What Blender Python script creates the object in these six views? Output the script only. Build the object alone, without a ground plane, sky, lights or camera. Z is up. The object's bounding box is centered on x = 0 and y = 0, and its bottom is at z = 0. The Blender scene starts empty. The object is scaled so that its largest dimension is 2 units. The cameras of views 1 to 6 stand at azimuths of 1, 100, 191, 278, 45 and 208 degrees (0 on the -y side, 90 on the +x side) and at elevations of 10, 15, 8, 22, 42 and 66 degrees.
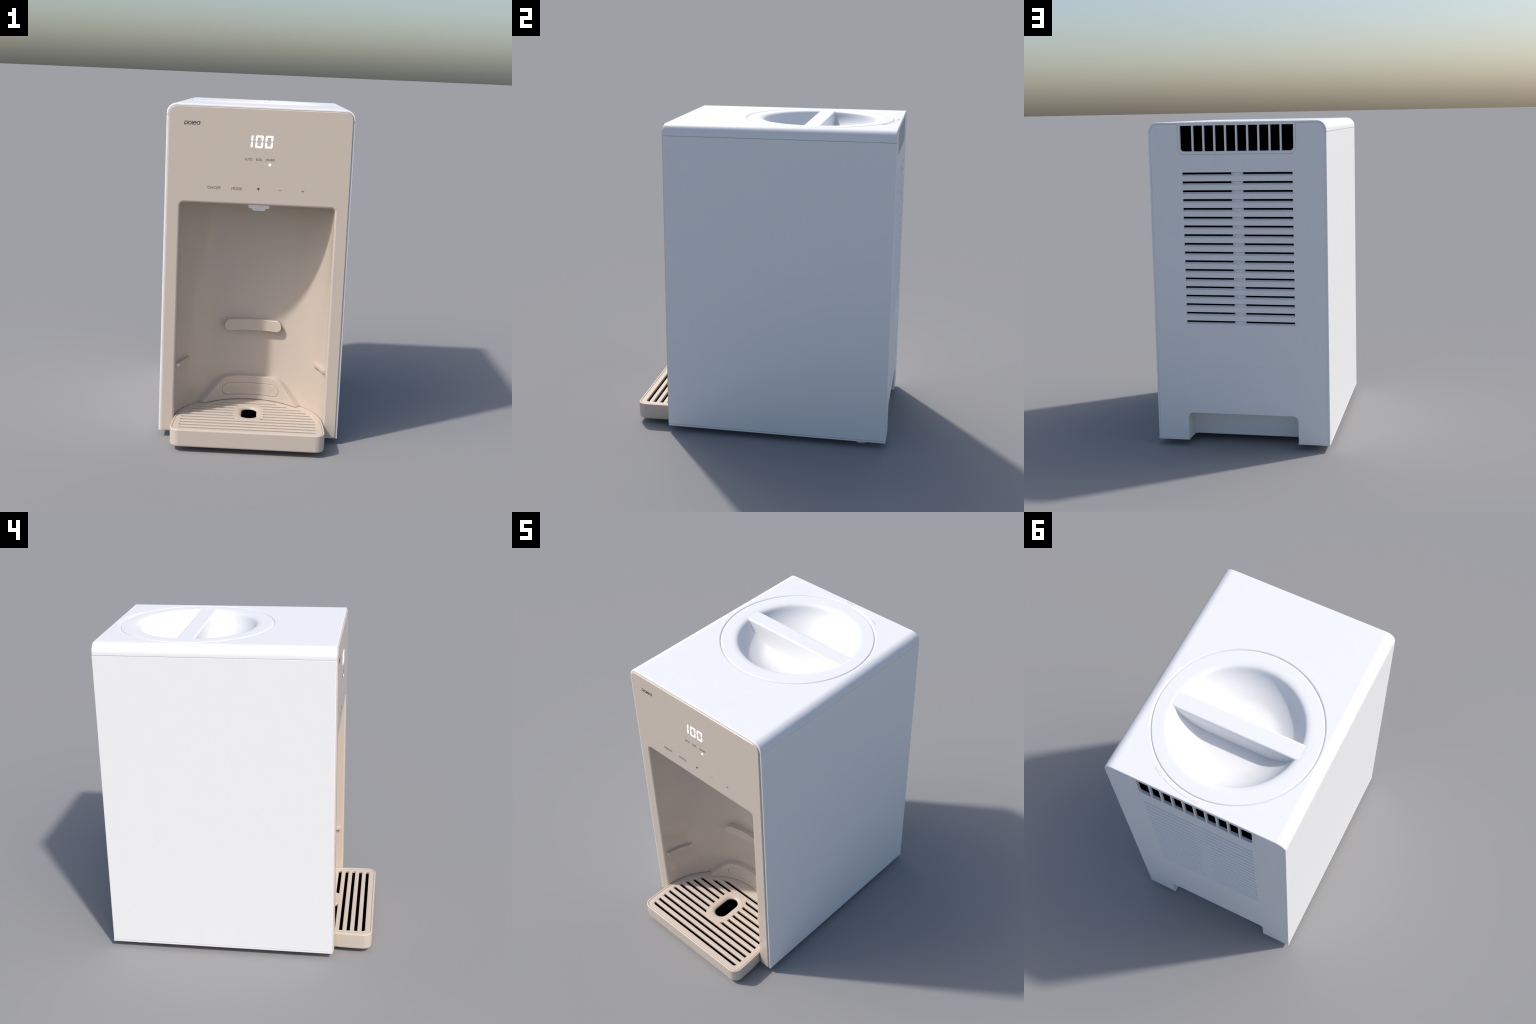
# Counter-top water dispenser: white shell, beige front with an alcove, drip tray, round lid.
import bpy, bmesh, math
from mathutils import Vector, Matrix
from mathutils.geometry import tessellate_polygon

# ------------------------------------------------------------------ dimensions (metres)
HW = 0.540                      # half width of the shell
YF, YB = -0.582, 0.822          # front and back of the shell
Z_BASE, Z_SEAM, Z_TOP = 0.038, 1.931, 1.9985
R_TOP = 0.057                   # rounding of the long top edges
Y_PANEL = -0.590                # face of the beige front
ALC_C, ALC_R = -0.621, 0.451    # alcove wall: vertical half cylinder (centre y, radius)
ALC_TOP, ALC_FIL = 1.4320, 0.022
PAD_C, PAD_R = -0.594, 0.384    # front face of the pads standing off the alcove wall
LID_C = (0.0, 0.304)
LID_R = 0.468
TRAY_HW, TRAY_F, TRAY_COR = 0.4535, -0.8225, 0.058
TRAY_ARC = 0.4475
TRAY_TOP = 0.135

# ------------------------------------------------------------------ materials
def new_mat(name):
    m = bpy.data.materials.new(name)
    m.use_nodes = True
    nt = m.node_tree
    return m, nt, nt.nodes["Principled BSDF"]

def plastic(name, col, rough, spec=0.5, var=0.004, bump=0.0):
    """Moulded plastic: faint cloudy tone variation and a hint of moulding grain."""
    m, nt, b = new_mat(name)
    tc = nt.nodes.new("ShaderNodeTexCoord")
    n = nt.nodes.new("ShaderNodeTexNoise")
    n.inputs["Scale"].default_value = 9.0
    n.inputs["Detail"].default_value = 4.0
    nt.links.new(tc.outputs["Object"], n.inputs["Vector"])
    ramp = nt.nodes.new("ShaderNodeValToRGB")
    ramp.color_ramp.elements[0].position = 0.3
    ramp.color_ramp.elements[1].position = 0.7
    ramp.color_ramp.elements[0].color = (*[c * (1 - var) for c in col], 1)
    ramp.color_ramp.elements[1].color = (*[min(1, c * (1 + var)) for c in col], 1)
    nt.links.new(n.outputs["Fac"], ramp.inputs["Fac"])
    nt.links.new(ramp.outputs["Color"], b.inputs["Base Color"])
    b.inputs["Roughness"].default_value = rough
    b.inputs["Specular IOR Level"].default_value = spec
    if bump:
        g = nt.nodes.new("ShaderNodeTexNoise")
        g.inputs["Scale"].default_value = 400.0
        nt.links.new(tc.outputs["Object"], g.inputs["Vector"])
        bp = nt.nodes.new("ShaderNodeBump")
        bp.inputs["Strength"].default_value = bump
        bp.inputs["Distance"].default_value = 0.001
        nt.links.new(g.outputs["Fac"], bp.inputs["Height"])
        nt.links.new(bp.outputs["Normal"], b.inputs["Normal"])
    return m

WHITE = plastic("white_plastic", (0.79, 0.79, 0.79), 0.5)
COVER = plastic("white_cover_plastic", (0.78, 0.78, 0.78), 0.5)
BEIGE = plastic("beige_plastic", (0.592, 0.505, 0.423), 0.42)
BEIGE_GLOSS = plastic("glossy_beige_plastic", (0.592, 0.505, 0.423), 0.16)
FOOTM = plastic("foot_rubber", (0.55, 0.55, 0.55), 0.6)
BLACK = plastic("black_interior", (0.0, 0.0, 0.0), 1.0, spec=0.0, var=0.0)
PRINT_D = plastic("black_print", (0.02, 0.02, 0.022), 0.6, var=0.0)
PRINT_G = plastic("grey_print", (0.14, 0.13, 0.115), 0.6, var=0.0)
METAL, _nt, _b = new_mat("polished_steel")
_b.inputs["Base Color"].default_value = (0.95, 0.95, 0.95, 1)
_b.inputs["Metallic"].default_value = 1.0
_b.inputs["Roughness"].default_value = 0.06
GLOW, _nt, _b = new_mat("white_display_light")
_b.inputs["Base Color"].default_value = (0.5, 0.5, 0.5, 1)
_b.inputs["Emission Color"].default_value = (1, 1, 1, 1)
_b.inputs["Emission Strength"].default_value = 0.8

# ------------------------------------------------------------------ object helpers
COL = bpy.context.scene.collection

def finish(name, bm, mat, parent, angle=38.0, merge=1e-6, weighted=True):
    if merge:
        bmesh.ops.remove_doubles(bm, verts=bm.verts, dist=merge)
    for f in bm.faces:
        f.smooth = True
    lim = math.radians(angle)
    for e in bm.edges:
        e.smooth = not (len(e.link_faces) == 2 and e.calc_face_angle(0.0) > lim)
    me = bpy.data.meshes.new(name)
    bm.to_mesh(me)
    bm.free()
    me.materials.append(mat)
    ob = bpy.data.objects.new(name, me)
    COL.objects.link(ob)
    if weighted:
        wn = ob.modifiers.new("weighted", "WEIGHTED_NORMAL")
        wn.keep_sharp = True
        wn.weight = 100
    ob.parent = parent
    return ob

def fillet(pts, n=8):
    """Polygon corners (x, y, radius) -> rounded outline."""
    out = []
    N = len(pts)
    for i in range(N):
        x, y, r = pts[i]
        p = Vector((x, y))
        if r <= 0:
            out.append((x, y))
            continue
        a = (Vector(pts[i - 1][:2]) - p).normalized()
        b = (Vector(pts[(i + 1) % N][:2]) - p).normalized()
        half = a.angle(b) / 2
        t = r / math.tan(half)
        c = p + (a + b).normalized() * (r / math.sin(half))
        s, e = p + a * t - c, p + b * t - c
        a0 = math.atan2(s.y, s.x)
        d = math.atan2(e.y, e.x) - a0
        d = (d + math.pi) % (2 * math.pi) - math.pi
        for k in range(n + 1):
            th = a0 + d * k / n
            out.append((c.x + r * math.cos(th), c.y + r * math.sin(th)))
    return out

def area(p):
    return 0.5 * sum(p[i - 1][0] * p[i][1] - p[i][0] * p[i - 1][1] for i in range(len(p)))

def oriented(p, ccw=True):
    return list(p) if (area(p) > 0) == ccw else list(p)[::-1]

def inset(p, d):
    """Move a closed outline to its left (into the material) by d, mitred."""
    if abs(d) < 1e-9:
        return list(p)
    q = []
    N = len(p)
    for i in range(N):
        a, b, c = Vector(p[i - 1]), Vector(p[i]), Vector(p[(i + 1) % N])
        t1, t2 = (b - a).normalized(), (c - b).normalized()
        n1, n2 = Vector((-t1.y, t1.x)), Vector((-t2.y, t2.x))
        m = n1 + n2
        L = m.length_squared
        m = n1 if L < 1e-9 else m * (2.0 / L)
        if m.length > 2.5:
            m = m.normalized() * 2.5
        q.append((b.x + m.x * d, b.y + m.y * d))
    return q

def plate_bm(outer, holes, w0, w1, bevel, to_world, steps=3, hole_bevel=None, slices=None, back=True):
    """Flat part with holes: face at w1 with rounded rims, walls back to w0."""
    bm = bmesh.new()
    loops = [(oriented(outer, True), bevel)]
    for i, h in enumerate(holes):
        hb = bevel if hole_bevel is None else hole_bevel[i]
        loops.append((oriented(h, False), hb))
    first, last = [], []
    for loop, bv in loops:
        rings = []
        ks = range(steps + 1) if bv > 0 else [steps]
        for k in ks:
            a = math.pi / 2 * k / steps
            ring = inset(loop, bv * (1 - math.sin(a)))
            rings.append([bm.verts.new((x, y, w1 - bv * (1 - math.cos(a)))) for x, y in ring])
        rings.append([bm.verts.new((x, y, w0)) for x, y in loop])
        for A, B in zip(rings, rings[1:]):
            for i in range(len(A)):
                j = (i + 1) % len(A)
                bm.faces.new((B[i], B[j], A[j], A[i]))
        first.append(rings[0])
        last.append(rings[-1])
    for caps, up in ((first, True), (last, False)):
        if not up and not back:
            continue
        flat = [v for r in caps for v in r]
        for t in tessellate_polygon([[v.co.copy() for v in r] for r in caps]):
            vs = [flat[i] for i in t]
            if len({v.index if v.index >= 0 else id(v) for v in vs}) < 3 or len(set(map(id, vs))) < 3:
                continue
            nz = (vs[1].co - vs[0].co).cross(vs[2].co - vs[0].co).z
            if abs(nz) < 1e-14:
                continue
            if (nz > 0) != up:
                vs.reverse()
            try:
                bm.faces.new(vs)
            except ValueError:
                pass
    if slices:
        for s in slices:
            bmesh.ops.bisect_plane(bm, geom=bm.verts[:] + bm.edges[:] + bm.faces[:],
                                   plane_co=(s, 0, 0), plane_no=(1, 0, 0), dist=1e-6)
    for v in bm.verts:
        v.co = Vector(to_world(*v.co))
    return bm

def plate(name, outer, holes, w0, w1, bevel, to_world, mat, parent, **kw):
    return finish(name, plate_bm(outer, holes, w0, w1, bevel, to_world, **kw), mat, parent)

FRONT = lambda u, v, w: (u, -w, v)      # w grows towards the viewer in front
BACK = lambda u, v, w: (-u, w, v)
UP = lambda u, v, w: (u, v, w)
DOWN = lambda u, v, w: (u, -v, -w)
RIGHT = lambda u, v, w: (w, u, v)
LEFT = lambda u, v, w: (-w, -u, v)
def ON_PAD(u, v, w):
    """Wrap a flat design (arc length, height, stand-off) on the pad cylinder in the alcove."""
    a, r = u / PAD_R, PAD_R - w
    return (r * math.sin(a), PAD_C + r * math.cos(a), v)
def ALONG_Y(u, v, w):
    """The same wrap, but the sides run straight back."""
    a = u / PAD_R
    return (PAD_R * math.sin(a), PAD_C + PAD_R * math.cos(a) - w, v)

def loft(bm, rings, closed=True, flip=False):
    vs = [[bm.verts.new(p) for p in r] for r in rings]
    for A, B in zip(vs, vs[1:]):
        n = len(A)
        for i in range(n if closed else n - 1):
            j = (i + 1) % n
            q = (A[i], A[j], B[j], B[i])
            bm.faces.new(q[::-1] if flip else q)
    return vs

def lathe_bm(profile, cx, cy, n=96):
    bm = bmesh.new()
    rings = [[(cx + r * math.cos(2 * math.pi * k / n), cy + r * math.sin(2 * math.pi * k / n), z)
              for k in range(n)] for r, z in profile]
    loft(bm, rings, True)
    return bm

def rect(x0, x1, y0, y1, r=0.0):
    return fillet([(x0, y0, r), (x1, y0, r), (x1, y1, r), (x0, y1, r)])

def stadium(hx, y0, y1, n=14):
    """Upright stadium: half width hx, ends centred at y0 and y1."""
    p = [(hx * math.cos(a), y1 + hx * math.sin(a)) for a in [math.pi * k / n for k in range(n + 1)]]
    p += [(hx * math.cos(a), y0 + hx * math.sin(a)) for a in [math.pi + math.pi * k / n for k in range(n + 1)]]
    return p

def box(bm, x0, x1, y0, y1, z0, z1):
    v = [bm.verts.new((x, y, z)) for z in (z0, z1) for y in (y0, y1) for x in (x0, x1)]
    for f in ((0, 2, 3, 1), (4, 5, 7, 6), (0, 1, 5, 4), (2, 6, 7, 3), (0, 4, 6, 2), (1, 3, 7, 5)):
        bm.faces.new([v[i] for i in f])

# ------------------------------------------------------------------ the thing
root = bpy.data.objects.new("water_dispenser", None)
COL.objects.link(root)
root["label"] = "white countertop hot water dispenser with beige front alcove"
root["category"] = "water dispenser"

# ------------------------------------------------------------------ shell: sides, base, feet
for to in (RIGHT, LEFT):
    s = 1 if to is RIGHT else -1
    y0, y1 = (YF, YB) if s > 0 else (-YB, -YF)
    panel = plate("side_panel", rect(y0, y1, 0.0495, Z_SEAM - 0.0015), [], HW - 0.012, HW, 0.0045, to, WHITE, root)
    bm = bmesh.new()                                    # tongue behind the seams
    box(bm, *sorted((s * 0.5245, s * 0.530)), YF + 0.012, YB - 0.012, 0.045, 1.950)
    finish("seam_tongue", bm, WHITE, panel, weighted=False)

n = 48
a_open = math.asin((YF - ALC_C) / (ALC_R + 0.002))
notch = [((ALC_R + 0.002) * math.cos(a), ALC_C + (ALC_R + 0.002) * math.sin(a))
         for a in [a_open + (math.pi - 2 * a_open) * k / n for k in range(n + 1)]]
outline = [(HW, YF), (HW, YB), (0.345, YB)] + \
          [p for p in fillet([(0.345, YB, 0), (0.339, 0.6815, 0.02), (-0.339, 0.6815, 0.02), (-0.345, YB, 0)])][1:] + \
          [(-HW, YB), (-HW, YF)] + notch[::-1]
plate("base_plate", [(x, -y) for x, y in outline], [], -0.0490, -Z_BASE, 0.002, DOWN, WHITE, root, steps=2)

foot_bm = lathe_bm([(0.001, 0.0), (0.034, 0.0), (0.040, 0.004), (0.041, 0.040), (0.001, 0.040)], 0, 0, 32)
foot = finish("foot", foot_bm, FOOTM, root)
foot.location = (0.452, 0.665, 0)
for loc in ((-0.452, 0.665, 0), (0.30, -0.45, 0), (-0.30, -0.45, 0)):
    f = foot.copy()
    f.location = loc
    COL.objects.link(f)

# ------------------------------------------------------------------ top cover
def cover_profile(d, seg=10):
    """Cross-section (x, z) of the cover, moved inwards by d; left to right over the top."""
    r = R_TOP - d
    pts = [(-(HW - d), Z_SEAM)]
    pts += [(-(HW - R_TOP) + r * math.cos(a), Z_TOP - R_TOP + r * math.sin(a))
            for a in [math.pi - math.pi / 2 * k / seg for k in range(seg + 1)]]
    return pts + [(-x, z) for x, z in pts[::-1]]

bm = bmesh.new()
b = 0.006
rows = [(YF + 0.03, 0.0115), (YF, 0.0115)] + \
       [(YF + b * (1 - math.cos(a)), b * (1 - math.sin(a))) for a in [math.pi / 2 * k / 3 for k in range(4)]] + \
       [(YB - b * (1 - math.cos(a)), b * (1 - math.sin(a))) for a in [math.pi / 2 * (1 - k / 3) for k in range(4)]] + \
       [(YB, 0.0115), (YB - 0.03, 0.0115)]
rings = [[(x, y, z) for x, z in cover_profile(d)] for y, d in rows]
vs = loft(bm, rings, closed=False, flip=True)
bm.faces.ensure_lookup_table()
mid = len(rings[0]) // 2
top_row = 5                                             # the span between the two rounded ends
e = [vs[top_row][mid - 1], vs[top_row][mid], vs[top_row + 1][mid], vs[top_row + 1][mid - 1]]
for f in list(bm.faces):
    if set(f.verts) == set(e):
        bm.faces.remove(f)
NL = 128
hole_prof = [(LID_R + 0.0105, Z_TOP), (LID_R + 0.0075, Z_TOP - 0.0006), (LID_R + 0.0048, Z_TOP - 0.0022),
             (LID_R + 0.0030, Z_TOP - 0.0050), (LID_R + 0.0026, Z_TOP - 0.010)]
hr = [[(LID_C[0] + r * math.cos(2 * math.pi * k / NL), LID_C[1] + r * math.sin(2 * math.pi * k / NL), z)
       for k in range(NL)] for r, z in hole_prof]
hv = loft(bm, hr, closed=True, flip=True)
flat = e + hv[0]
for t in tessellate_polygon([[v.co.copy() for v in e], [v.co.copy() for v in hv[0]]]):
    q = [flat[i] for i in t]
    if (q[1].co - q[0].co).cross(q[2].co - q[0].co).z < 0:
        q.reverse()
    bm.faces.new(q)
# underside of the lower rims so that the seam has depth
for sx in (-1, 1):
    x0, x1 = sorted((sx * HW, sx * (HW - 0.0115)))
    q = [bm.verts.new(p) for p in ((x0, YF + b, Z_SEAM), (x0, YB - b, Z_SEAM), (x1, YB - b, Z_SEAM), (x1, YF + b, Z_SEAM))]
    bm.faces.new(q)
cover = finish("top_cover", bm, COVER, root)

# lid: flat rim rolling into a bowl, grip bar across it
bowl = [(0.492, Z_TOP - 0.0075), (LID_R + 0.0004, Z_TOP - 0.0072), (LID_R, Z_TOP - 0.0050), (LID_R - 0.0016, Z_TOP - 0.0022), (LID_R - 0.004, Z_TOP - 0.0006), (LID_R - 0.007, Z_TOP),
        (0.404, Z_TOP), (0.396, 1.9982), (0.388, 1.9974), (0.380, 1.9964), (0.373, 1.9940), (0.3665, 1.9908), (0.361, 1.9850), (0.3555, 1.9760), (0.350, 1.9655), (0.342, 1.9530),
        (0.326, 1.9335), (0.304, 1.9150), (0.280, 1.8985), (0.252, 1.8840), (0.236, 1.8767), (0.222, 1.8718), (0.207, 1.8686), (0.190, 1.8672), (0.165, 1.8666), (0.10, 1.8665), (0.0005, 1.8665)]
lid = finish("lid", lathe_bm(bowl, *LID_C, n=NL), COVER, root)
g = 0.0528
ra = 0.392
ae = math.asin(g / ra)
arc = [(ra * math.cos(a), ra * math.sin(a)) for a in [-ae + 2 * ae * k / 8 for k in range(9)]]
bar = arc + [(-x, -y) for x, y in arc]
plate("lid_handle", [(LID_C[0] + x, LID_C[1] + y) for x, y in bar], [], 1.85, Z_TOP - 0.0012, 0.0100, UP, COVER, lid, steps=4)

# raised marks beside the lid
def text_bm(body, depth):
    cu = bpy.data.curves.new("lettering_source", "FONT")
    cu.body = body
    cu.size = 1.0
    cu.resolution_u = 4
    ob = bpy.data.objects.new("lettering_source", cu)
    COL.objects.link(ob)
    bpy.context.view_layer.update()
    me = ob.evaluated_get(bpy.context.evaluated_depsgraph_get()).to_mesh()
    bm = bmesh.new()
    bm.from_mesh(me)
    ob.to_mesh_clear()
    bpy.data.objects.remove(ob)
    bpy.data.curves.remove(cu)
    bmesh.ops.remove_doubles(bm, verts=bm.verts, dist=1e-5)
    xs = [v.co.x for v in bm.verts]
    ys = [v.co.y for v in bm.verts]
    return bm, min(xs), max(xs), min(ys), max(ys)

def word(name, body, x0, x1, y0, y1, lift, to_world, mat, parent):
    """Built-in font lettering fitted to a box on a face, standing slightly proud."""
    bm, ax, bx, ay, by = text_bm(body, 0)
    r = bmesh.ops.extrude_face_region(bm, geom=bm.faces[:])
    for v in [g for g in r["geom"] if isinstance(g, bmesh.types.BMVert)]:
        v.co.z += 1.0
    bmesh.ops.recalc_face_normals(bm, faces=bm.faces)
    for v in bm.verts:
        u = x0 + (v.co.x - ax) / (bx - ax) * (x1 - x0)
        w = y0 + (v.co.y - ay) / (by - ay) * (y1 - y0)
        v.co = Vector(to_world(u, w, lift[0] + v.co.z * (lift[1] - lift[0])))
    return finish(name, bm, mat, parent, weighted=False, merge=0)

def around_lid(deg, r):
    a = math.radians(deg)
    c, s = math.cos(a - math.pi / 2), math.sin(a - math.pi / 2)
    ox, oy = LID_C[0] + r * math.cos(a), LID_C[1] + r * math.sin(a)
    return lambda u, v, w: (ox + u * c - v * s, oy + u * s + v * c, w)

word("embossed_word", "OPEN", -0.023, 0.023, -0.006, 0.006, (1.997, 2.0000), around_lid(90.0, 0.494), COVER, cover)
word("embossed_word", "CLOSE", -0.030, 0.030, -0.006, 0.006, (1.997, 2.0000), around_lid(59.8, 0.494), COVER, cover)
bm = bmesh.new()
sec = [(0.4923, 1.997), (0.4930, 2.0000), (0.4950, 2.0000), (0.4957, 1.997)]
rings = [[(LID_C[0] + r * math.cos(a), LID_C[1] + r * math.sin(a), z) for r, z in sec]
         for a in [math.radians(65 + 20 * k / 16) for k in range(17)]]
av = loft(bm, rings, closed=True)
bm.faces.new(av[0])
bm.faces.new(av[-1][::-1])
bmesh.ops.recalc_face_normals(bm, faces=bm.faces)
finish("embossed_arc", bm, COVER, cover, weighted=False)

# ------------------------------------------------------------------ front panel and alcove
NF = 8
def alcove_x(o, y=-0.578):
    return math.sqrt((ALC_R - o) ** 2 - (y - ALC_C) ** 2)

fil = [(math.pi / 2 * k / NF) for k in range(NF + 1)]
def opening(d):
    """Opening outline (right half, bottom to top), grown outwards by d."""
    half = [(alcove_x(0) + d, 0.0500)]
    for a in fil:
        o = ALC_FIL * (1 - math.cos(a))
        half.append((alcove_x(o) + d * math.cos(a), ALC_TOP - ALC_FIL + ALC_FIL * math.sin(a) + d * math.sin(a)))
    return [(-x, z) for x, z in half] + half[::-1]

PW, PT, PR = 0.5270, 1.9855, 0.0445
def panel_outline(d):
    r = PR - d
    half = [(PW - d, 0.0500)] + [(PW - PR + r * math.cos(a), PT - PR + r * math.sin(a)) for a in fil]
    return [(-x, z) for x, z in half] + half[::-1]

bm = bmesh.new()
rb, ro = 0.014, 0.006
rings = [[(x, -0.560, z) for x, z in panel_outline(0)]]
for k in range(5):
    a = math.pi / 2 * k / 4
    rings.append([(x, Y_PANEL + ro * (1 - math.sin(a)), z) for x, z in panel_outline(ro * (1 - math.cos(a)))])
for k in range(6):
    a = math.pi / 2 * k / 5
    rings.append([(x, Y_PANEL + rb * (1 - math.cos(a)), z) for x, z in opening(rb * (1 - math.sin(a)))])
vs = loft(bm, rings, closed=False)
for s in (0, -1):                                       # undersides of the two legs
    bm.faces.new([r[s] for r in vs])
bmesh.ops.recalc_face_normals(bm, faces=bm.faces)
if sum(f.calc_area() * f.normal.y for f in bm.faces) > 0:
    bmesh.ops.reverse_faces(bm, faces=bm.faces)
front = finish("front_panel", bm, BEIGE_GLOSS, root)

bm = bmesh.new()
NA = 64
def alcove_ring(o, z):
    r = ALC_R - o
    a0 = math.asin((-0.578 - ALC_C) / r)
    return [(r * math.cos(a), ALC_C + r * math.sin(a), z)
            for a in [math.pi - a0 - (math.pi - 2 * a0) * k / NA for k in range(NA + 1)]]
rings = [alcove_ring(0, 0.045)]
rings += [alcove_ring(ALC_FIL * (1 - math.cos(a)), ALC_TOP - ALC_FIL + ALC_FIL * math.sin(a)) for a in fil]
vs = loft(bm, rings, closed=False)
bm.faces.new(vs[-1][::-1])
bmesh.ops.recalc_face_normals(bm, faces=bm.faces)
if sum(f.calc_area() * f.normal.y for f in bm.faces) > 0:   # the wall faces the front
    bmesh.ops.reverse_faces(bm, faces=bm.faces)
alcove = finish("alcove", bm, BEIGE_GLOSS, root)

# pads on the alcove wall, wrapped on a cylinder
cuts = lambda h: [h * (k / 12 - 1) for k in range(1, 24)]
pill = lambda h, z0, z1: fillet([(-h, z0, (z1 - z0) * 0.495), (h, z0, (z1 - z0) * 0.495),
                                 (h, z1, (z1 - z0) * 0.495), (-h, z1, (z1 - z0) * 0.495)], 10)
plate("push_pad", pill(0.184, 0.588, 0.660), [], -0.072, 0.0, 0.004, ALONG_Y, BEIGE_GLOSS, alcove, slices=cuts(0.184))
arch = fillet([(-0.3190, 0.1368, 0), (0.3190, 0.1368, 0), (0.170, 0.288, 0.11), (-0.170, 0.288, 0.11)], 12)
arch_cuts = cuts(0.320)
backrest = plate("arched_backrest", arch, [pill(0.1855, 0.1665, 0.2445)], -0.066, 0.0, 0.0032, ON_PAD, BEIGE_GLOSS, alcove,
                 slices=arch_cuts, hole_bevel=[0.0008])
plate("inlay_pad", pill(0.1838, 0.1682, 0.2428), [], -0.012, 0.0, 0.0022, ON_PAD, BEIGE_GLOSS, backrest, slices=cuts(0.1838))

# small ledges on either side wall
m = 14
def rib_outline(side):
    r_in = ALC_R - 0.0215
    a_in0, a_in1 = math.asin((-0.570 - ALC_C) / r_in), math.acos(0.382 / r_in)
    a_w0, a_w1 = math.asin((-0.570 - ALC_C) / (ALC_R + 0.003)), math.acos(0.382 / (ALC_R + 0.003))
    p = [(r_in * math.cos(a), ALC_C + r_in * math.sin(a)) for a in [a_in0 + (a_in1 - a_in0) * k / m for k in range(m + 1)]]
    p += [((ALC_R + 0.003) * math.cos(a), ALC_C + (ALC_R + 0.003) * math.sin(a)) for a in [a_w1 + (a_w0 - a_w1) * k / m for k in range(m + 1)]]
    return [(side * x, y) for x, y in p]
for side in (-1, 1):
    plate("wall_ledge", rib_outline(side), [], 0.4385, 0.4545, 0.0012, UP, BEIGE_GLOSS, alcove, steps=2)

# spout under the alcove ceiling
spout = [(0.0005, 1.3815), (0.055, 1.3815), (0.0590, 1.3823), (0.0603, 1.3845), (0.0603, 1.3975), (0.092, 1.3980), (0.0958, 1.3990), (0.0968, 1.4010), (0.0968, 1.445)]
bm = lathe_bm(spout, 0.003, -0.39, 64)
finish("spout", bm, METAL, root)

# ------------------------------------------------------------------ display and printing
FACE = -Y_PANEL
def glyph(name, polys, mat, lift=0.0012, parent=front, skew=0.0):
    """Several flat shapes on the front face joined into one mark; a shape is (outer, [holes])."""
    big = bmesh.new()
    for outer, holes in polys:
        pb = plate_bm(outer, holes, FACE - 0.002, FACE + lift, 0, FRONT)
        tmp = bpy.data.meshes.new("glyph_source")
        pb.to_mesh(tmp)
        pb.free()
        big.from_mesh(tmp)
        bpy.data.meshes.remove(tmp)
    return finish(name, big, mat, parent, weighted=False, merge=0)

def seven_segment(cx, cz, one=False):
    w, h, t, g = 0.0222, 0.0360, 0.0116, 0.0006
    if one:
        col = [(w - t, 0.006), (w - t / 2, g), (w, 0.006), (w, h - 0.006), (w - t / 2, h), (w - t, h - 0.006)]
        halves = [col, [(x, -y) for x, y in col]]
    else:
        top = [(-w, 0.006), (-w + t / 2, g), (-w + t, 0.008), (-w + t, h - t + 0.001), (w - t, h - t + 0.001), (w - t, 0.008),
               (w - t / 2, g), (w, 0.006), (w, h - 0.005), (w - 0.005, h), (-w + 0.005, h), (-w, h - 0.005)]
        halves = [top, [(x, -y) for x, y in top]]
    return [([(cx + x + 0.05 * y, cz + y) for x, y in p], []) for p in halves]

glyph("display_digit", seven_segment(-0.0622, 1.7990, True), GLOW)
glyph("display_digit", seven_segment(-0.0040, 1.7985), GLOW)
glyph("display_digit", seven_segment(0.0520, 1.7985), GLOW)
disc = lambda cx, cz, r, n=24: [(cx + r * math.cos(2 * math.pi * k / n), cz + r * math.sin(2 * math.pi * k / n)) for k in range(n)]
glyph("indicator_light", [(disc(0.061, 1.6690, 0.0078), [])], GLOW)

for body, x0, x1, z0, z1 in (("AUTO", -0.085, -0.041, 1.690, 1.704), ("BOIL", -0.019, 0.0155, 1.690, 1.704), ("WARM", 0.037, 0.087, 1.690, 1.704),
                             ("ON/OFF", -0.293, -0.217, 1.5165, 1.533), ("MODE", -0.154, -0.093, 1.5165, 1.533)):
    word("printed_word", body, x0, x1, z0, z1, (FACE - 0.001, FACE + 0.0006), FRONT, PRINT_G, front)
glyph("arrow_symbol", [([(-0.0075, 1.5325), (0.0010, 1.5180), (0.0095, 1.5325)], [])], PRINT_D, 0.0006)
glyph("minus_symbol", [(rect(0.1180, 0.1345, 1.5238, 1.5262), [])], PRINT_G, 0.0006)
cx, cz, l, t = 0.2572, 1.5255, 0.0083, 0.0012
glyph("plus_symbol", [([(cx - l, cz - t), (cx - t, cz - t), (cx - t, cz - l), (cx + t, cz - l), (cx + t, cz - t), (cx + l, cz - t),
                        (cx + l, cz + t), (cx + t, cz + t), (cx + t, cz + l), (cx - t, cz + l), (cx - t, cz + t), (cx - l, cz + t)], [])], PRINT_G, 0.0006)
# brand lettering drawn from rings and bars, all letters of one height
ro_, st, zc = 0.0103, 0.0036, 1.8905
def ring(cx, n=28):
    return (disc(cx, zc, ro_, n), [disc(cx, zc, ro_ - st, n)])
x = -0.4365
pc, oc, lc, ec, dc = x + 0.0100, x + 0.0310, x + 0.0448, x + 0.0590, x + 0.0800
logo = [ring(pc), ring(oc), ring(dc),
        (rect(pc - 0.0103, pc - 0.0067, zc - 0.0113, zc), []),
        (rect(dc + 0.0067, dc + 0.0103, zc, zc + 0.0113), []),
        (rect(lc - 0.0018, lc + 0.0018, zc - 0.0105, zc + 0.0113), []),
        (rect(ec - 0.0085, ec + 0.0101, zc - 0.0016, zc + 0.0016), [])]
aa = [math.radians(2 + 312 * k / 30) for k in range(31)]
logo.append(([(ec + ro_ * math.cos(a), zc + ro_ * math.sin(a)) for a in aa] +
             [(ec + (ro_ - st) * math.cos(a), zc + (ro_ - st) * math.sin(a)) for a in aa[::-1]], []))
glyph("logo_lettering", logo, PRINT_D, 0.0006)

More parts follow.
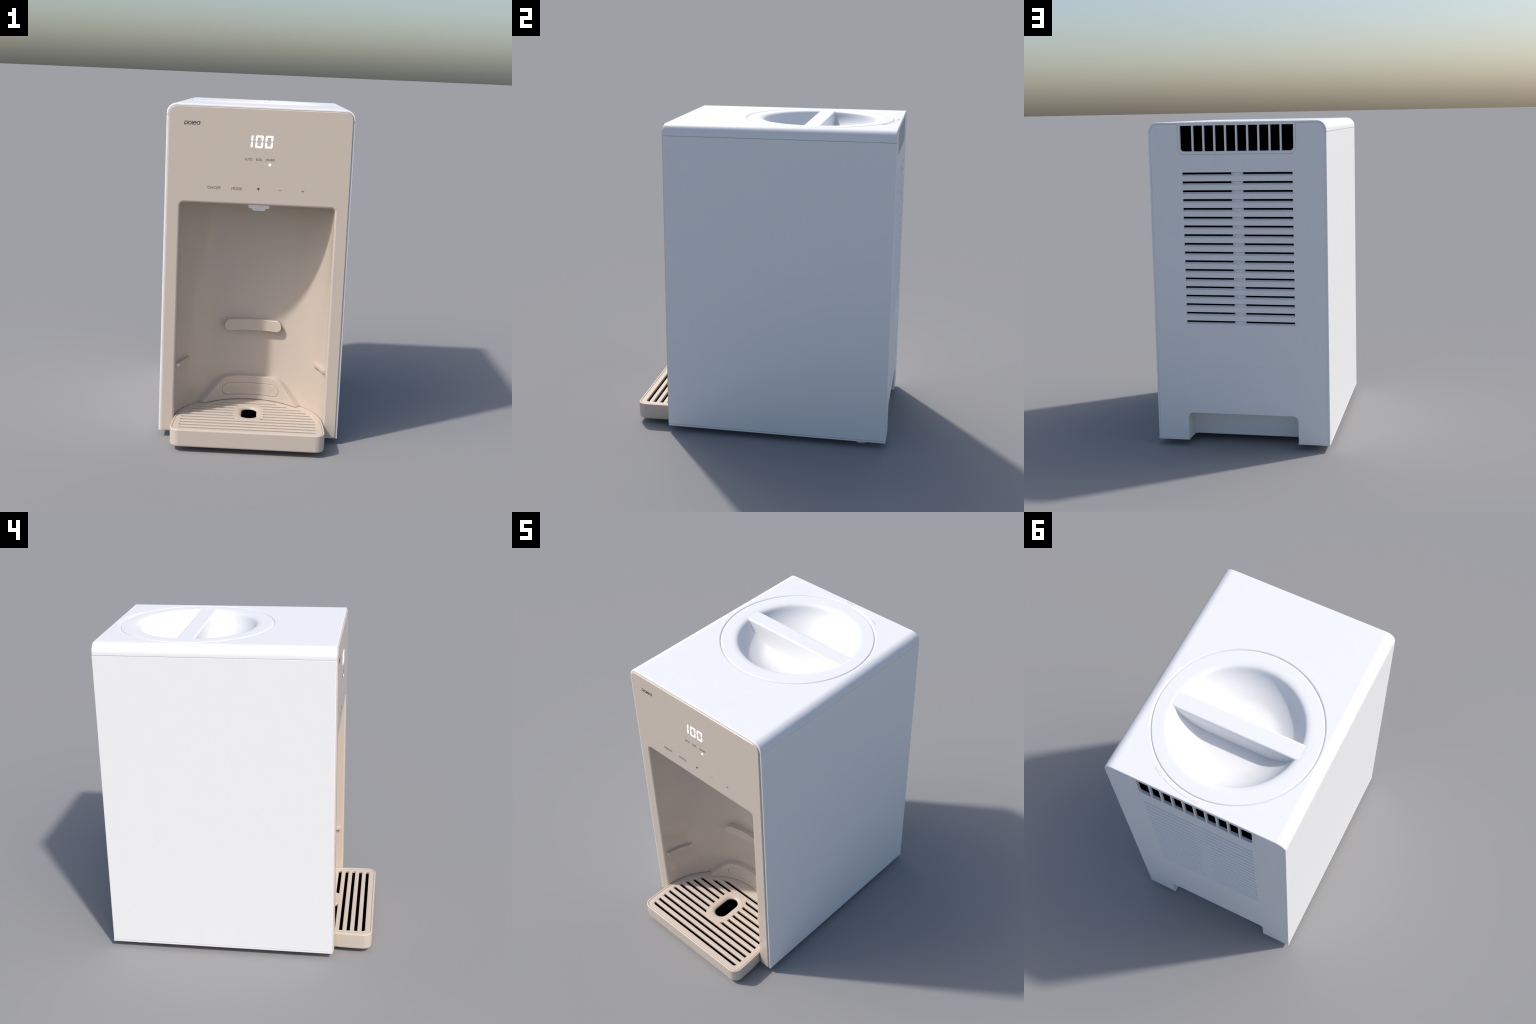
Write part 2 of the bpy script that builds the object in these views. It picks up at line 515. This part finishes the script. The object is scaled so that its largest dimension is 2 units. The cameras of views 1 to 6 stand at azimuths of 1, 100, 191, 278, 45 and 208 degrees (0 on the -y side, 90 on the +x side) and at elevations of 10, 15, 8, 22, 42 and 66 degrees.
# ------------------------------------------------------------------ drip tray
def tray_outline(n=48):
    c = TRAY_COR
    p = [(-TRAY_HW + c + c * math.cos(a), TRAY_F + c + c * math.sin(a)) for a in [math.pi + math.pi / 2 * k / 12 for k in range(13)]]
    p += [(TRAY_HW - c + c * math.cos(a), TRAY_F + c + c * math.sin(a)) for a in [-math.pi / 2 + math.pi / 2 * k / 12 for k in range(13)]]
    a0 = math.asin((-0.584 - ALC_C) / TRAY_ARC)         # inside the alcove the tray follows its wall
    ease = [(TRAY_HW - (TRAY_HW - TRAY_ARC * math.cos(a0)) * t * t, -0.735 + (0.735 - 0.584) * t) for t in [k / 8 for k in range(8)]]
    p += ease
    p += [(TRAY_ARC * math.cos(a), ALC_C + TRAY_ARC * math.sin(a)) for a in [a0 + (math.pi - 2 * a0) * k / n for k in range(n + 1)]]
    p += [(-x, y) for x, y in ease[::-1]]
    return oriented(p, True)
T = tray_outline()
bm = bmesh.new()
rows = [(0.018, 0.0300), (0.0105, 0.0305), (0.0055, 0.0325), (0.0025, 0.0365), (0.0018, 0.0430), (0.0, 0.1270), (0.0006, 0.1310), (0.0022, 0.1338), (0.0050, TRAY_TOP),
        (0.0085, TRAY_TOP), (0.0110, 0.1342), (0.0122, 0.1325), (0.0125, 0.1150)]
tv = loft(bm, [[(x, y, z) for x, y in inset(T, d)] for d, z in rows])
bm.faces.new(tv[0][::-1])
tray = finish("drip_tray", bm, BEIGE, root)

GRATE_TOP, GRATE_BOT = 0.1340, 0.1180
def slot_reach(y):
    """Half length of the slotted field at depth y."""
    if y > -0.35:                                       # in front of the arched backrest
        return math.sqrt(0.354 ** 2 - (y - PAD_C) ** 2)
    if y > ALC_C:
        return math.sqrt(0.403 ** 2 - (y - ALC_C) ** 2)
    front = TRAY_F + 0.044                              # the first slot has rounded front corners
    if y < front + 0.024:
        return 0.379 + math.sqrt(max(0.0, 0.024 ** 2 - (front + 0.024 - y) ** 2))
    return 0.403
def drain_reach(y):
    dy = max(-0.525 - y, y + 0.388, 0.0)
    return math.sqrt(0.0905 ** 2 - dy * dy)
slots = []
for i in range(11):
    yc, hw = -0.765 + 0.0475 * i, 0.0102
    ys = [yc - hw + 2 * hw * k / 4 for k in range(5)]
    if 4 <= i <= 9:
        for s in (-1, 1):
            slots.append([(s * drain_reach(y), y) for y in ys] + [(s * slot_reach(y), y) for y in ys[::-1]])
    else:
        slots.append([(-slot_reach(y), y) for y in ys] + [(slot_reach(y), y) for y in ys[::-1]])
grate_bm = plate_bm(inset(T, 0.0132), slots + [stadium(0.079, -0.500, -0.4085)], GRATE_BOT, GRATE_TOP, 0.0028, UP,
                    hole_bevel=[0.0038] * len(slots) + [0.0])
grate = finish("drip_grate", grate_bm, BEIGE, tray)
bm = bmesh.new()
drain = [(0.0795, 0.1338), (0.077, 0.1340), (0.071, 0.1337), (0.064, 0.1327), (0.0575, 0.1307), (0.052, 0.1278), (0.0485, 0.1245), (0.0465, 0.1205), (0.046, 0.1150)]
loft(bm, [[(x, y, z) for x, y in stadium(r, -0.500, -0.4085)] for r, z in drain])
finish("drain_collar", bm, BEIGE, tray)
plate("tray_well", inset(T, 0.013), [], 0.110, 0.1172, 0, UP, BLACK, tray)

# ------------------------------------------------------------------ back: panel, louvres, grille, recess
PY = 0.8215
NSLOT, Z1, ZN = 18, 1.6885, 0.7865
zs = [Z1 + (ZN - Z1) * k / (NSLOT - 1) for k in range(NSLOT)]
bw = 0.5278
outline = fillet([(-bw, 0.0492, 0), (-0.346, 0.0492, 0), (-0.346, 0.214, 0.033), (0.346, 0.214, 0.033), (0.346, 0.0492, 0), (bw, 0.0492, 0),
                  (bw, 1.9860, 0.0445), (0.3591, 1.9860, 0), (0.3591, 1.8064, 0.0366), (-0.3591, 1.8064, 0.0366), (-0.3591, 1.9860, 0), (-bw, 1.9860, 0.0445)])
holes = [rect(-0.336, 0.336, z - 0.0112, z + 0.0112) for z in zs]
label_hole = rect(-0.3415, 0.3415, 0.310, 0.5185, 0.010)
back = plate("back_panel", outline, holes + [label_hole], PY - 0.010, PY, 0.0014, BACK, WHITE, root, steps=2)
plate("label_plate", rect(-0.346, 0.346, 0.306, 0.523), [], PY - 0.008, PY - 0.0018, 0, BACK, WHITE, back)
def painted_dark_box(name, hx, y_in, y_out, z0, z1, parent):
    """Shallow box coloured black for the unlit depth behind an opening; back side open."""
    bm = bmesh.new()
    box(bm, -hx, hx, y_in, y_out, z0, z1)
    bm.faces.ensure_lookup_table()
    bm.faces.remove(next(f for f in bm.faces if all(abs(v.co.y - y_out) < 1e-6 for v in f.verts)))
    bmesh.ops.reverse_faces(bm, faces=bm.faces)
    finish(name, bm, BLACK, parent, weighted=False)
painted_dark_box("vent_painted_dark", 0.340, 0.8030, 0.8072, ZN - 0.03, Z1 + 0.03, back)
bm = bmesh.new()                                        # slanted sill and centre bridge of one louvre
sec = [(PY - 0.0012, -0.0113), (0.8080, -0.0012), (0.8060, -0.0113)]
lv = loft(bm, [[(x, y, z) for y, z in sec] for x in (-0.3365, 0.3365)])
bm.faces.new(lv[0])
bm.faces.new(lv[1][::-1])
bmesh.ops.recalc_face_normals(bm, faces=bm.faces)
box(bm, -0.035, 0.035, 0.8062, PY - 0.0075, -0.0118, 0.0118)
louver = finish("louver", bm, WHITE, back, weighted=False, merge=0)
louver.location.z = zs[0]
for z in zs[1:]:
    o = louver.copy()
    o.location.z = z
    COL.objects.link(o)

grille_out = fillet([(-0.3585, 1.8070, 0.036), (0.3585, 1.8070, 0.036), (0.3585, 1.9885, 0), (-0.3585, 1.9885, 0)])
grille_in = fillet([(-0.3430, 1.8250, 0.021), (0.3430, 1.8250, 0.021), (0.3430, 1.9770, 0), (-0.3430, 1.9770, 0)])
grille = plate("exhaust_grille", grille_out, [grille_in], 0.8045, PY + 0.0006, 0.002, BACK, COVER, root, steps=2)
bm = bmesh.new()
box(bm, -0.0055, 0.0055, 0.8050, PY - 0.001, 1.822, 1.980)
bmesh.ops.bevel(bm, geom=[e for e in bm.edges if abs(e.verts[0].co.z - e.verts[1].co.z) > 0.1], offset=0.0012, segments=2, affect="EDGES")
gbar = finish("grille_bar", bm, COVER, grille)
gbar.location.x = 0.267
for k in range(1, 9):
    o = gbar.copy()
    o.location.x = 0.267 - 0.06685 * k
    COL.objects.link(o)
painted_dark_box("grille_black_box", 0.350, 0.8020, 0.8055, 1.815, 1.984, grille)

path = fillet([(-0.346, -1, 0), (-0.346, 0.214, 0.033), (0.346, 0.214, 0.033), (0.346, -1, 0)])
path = [(x, max(z, 0.0465)) for x, z in path]
bm = bmesh.new()
rings = []
for y, d in ((PY - 0.006, 0.0), (0.700, 0.004), (0.690, 0.0055), (0.683, 0.010), (0.680, 0.018)):
    rings.append([(x - math.copysign(d, x) if abs(x) > 0.3 else x, y, z - (d if z > 0.2 else 0)) for x, z in path])
rv = loft(bm, rings, closed=False)
bm.faces.new(rv[-1])
bmesh.ops.recalc_face_normals(bm, faces=bm.faces)
if sum(f.calc_area() * f.normal.y for f in bm.faces) < 0:
    bmesh.ops.reverse_faces(bm, faces=bm.faces)
finish("cord_recess", bm, WHITE, root)
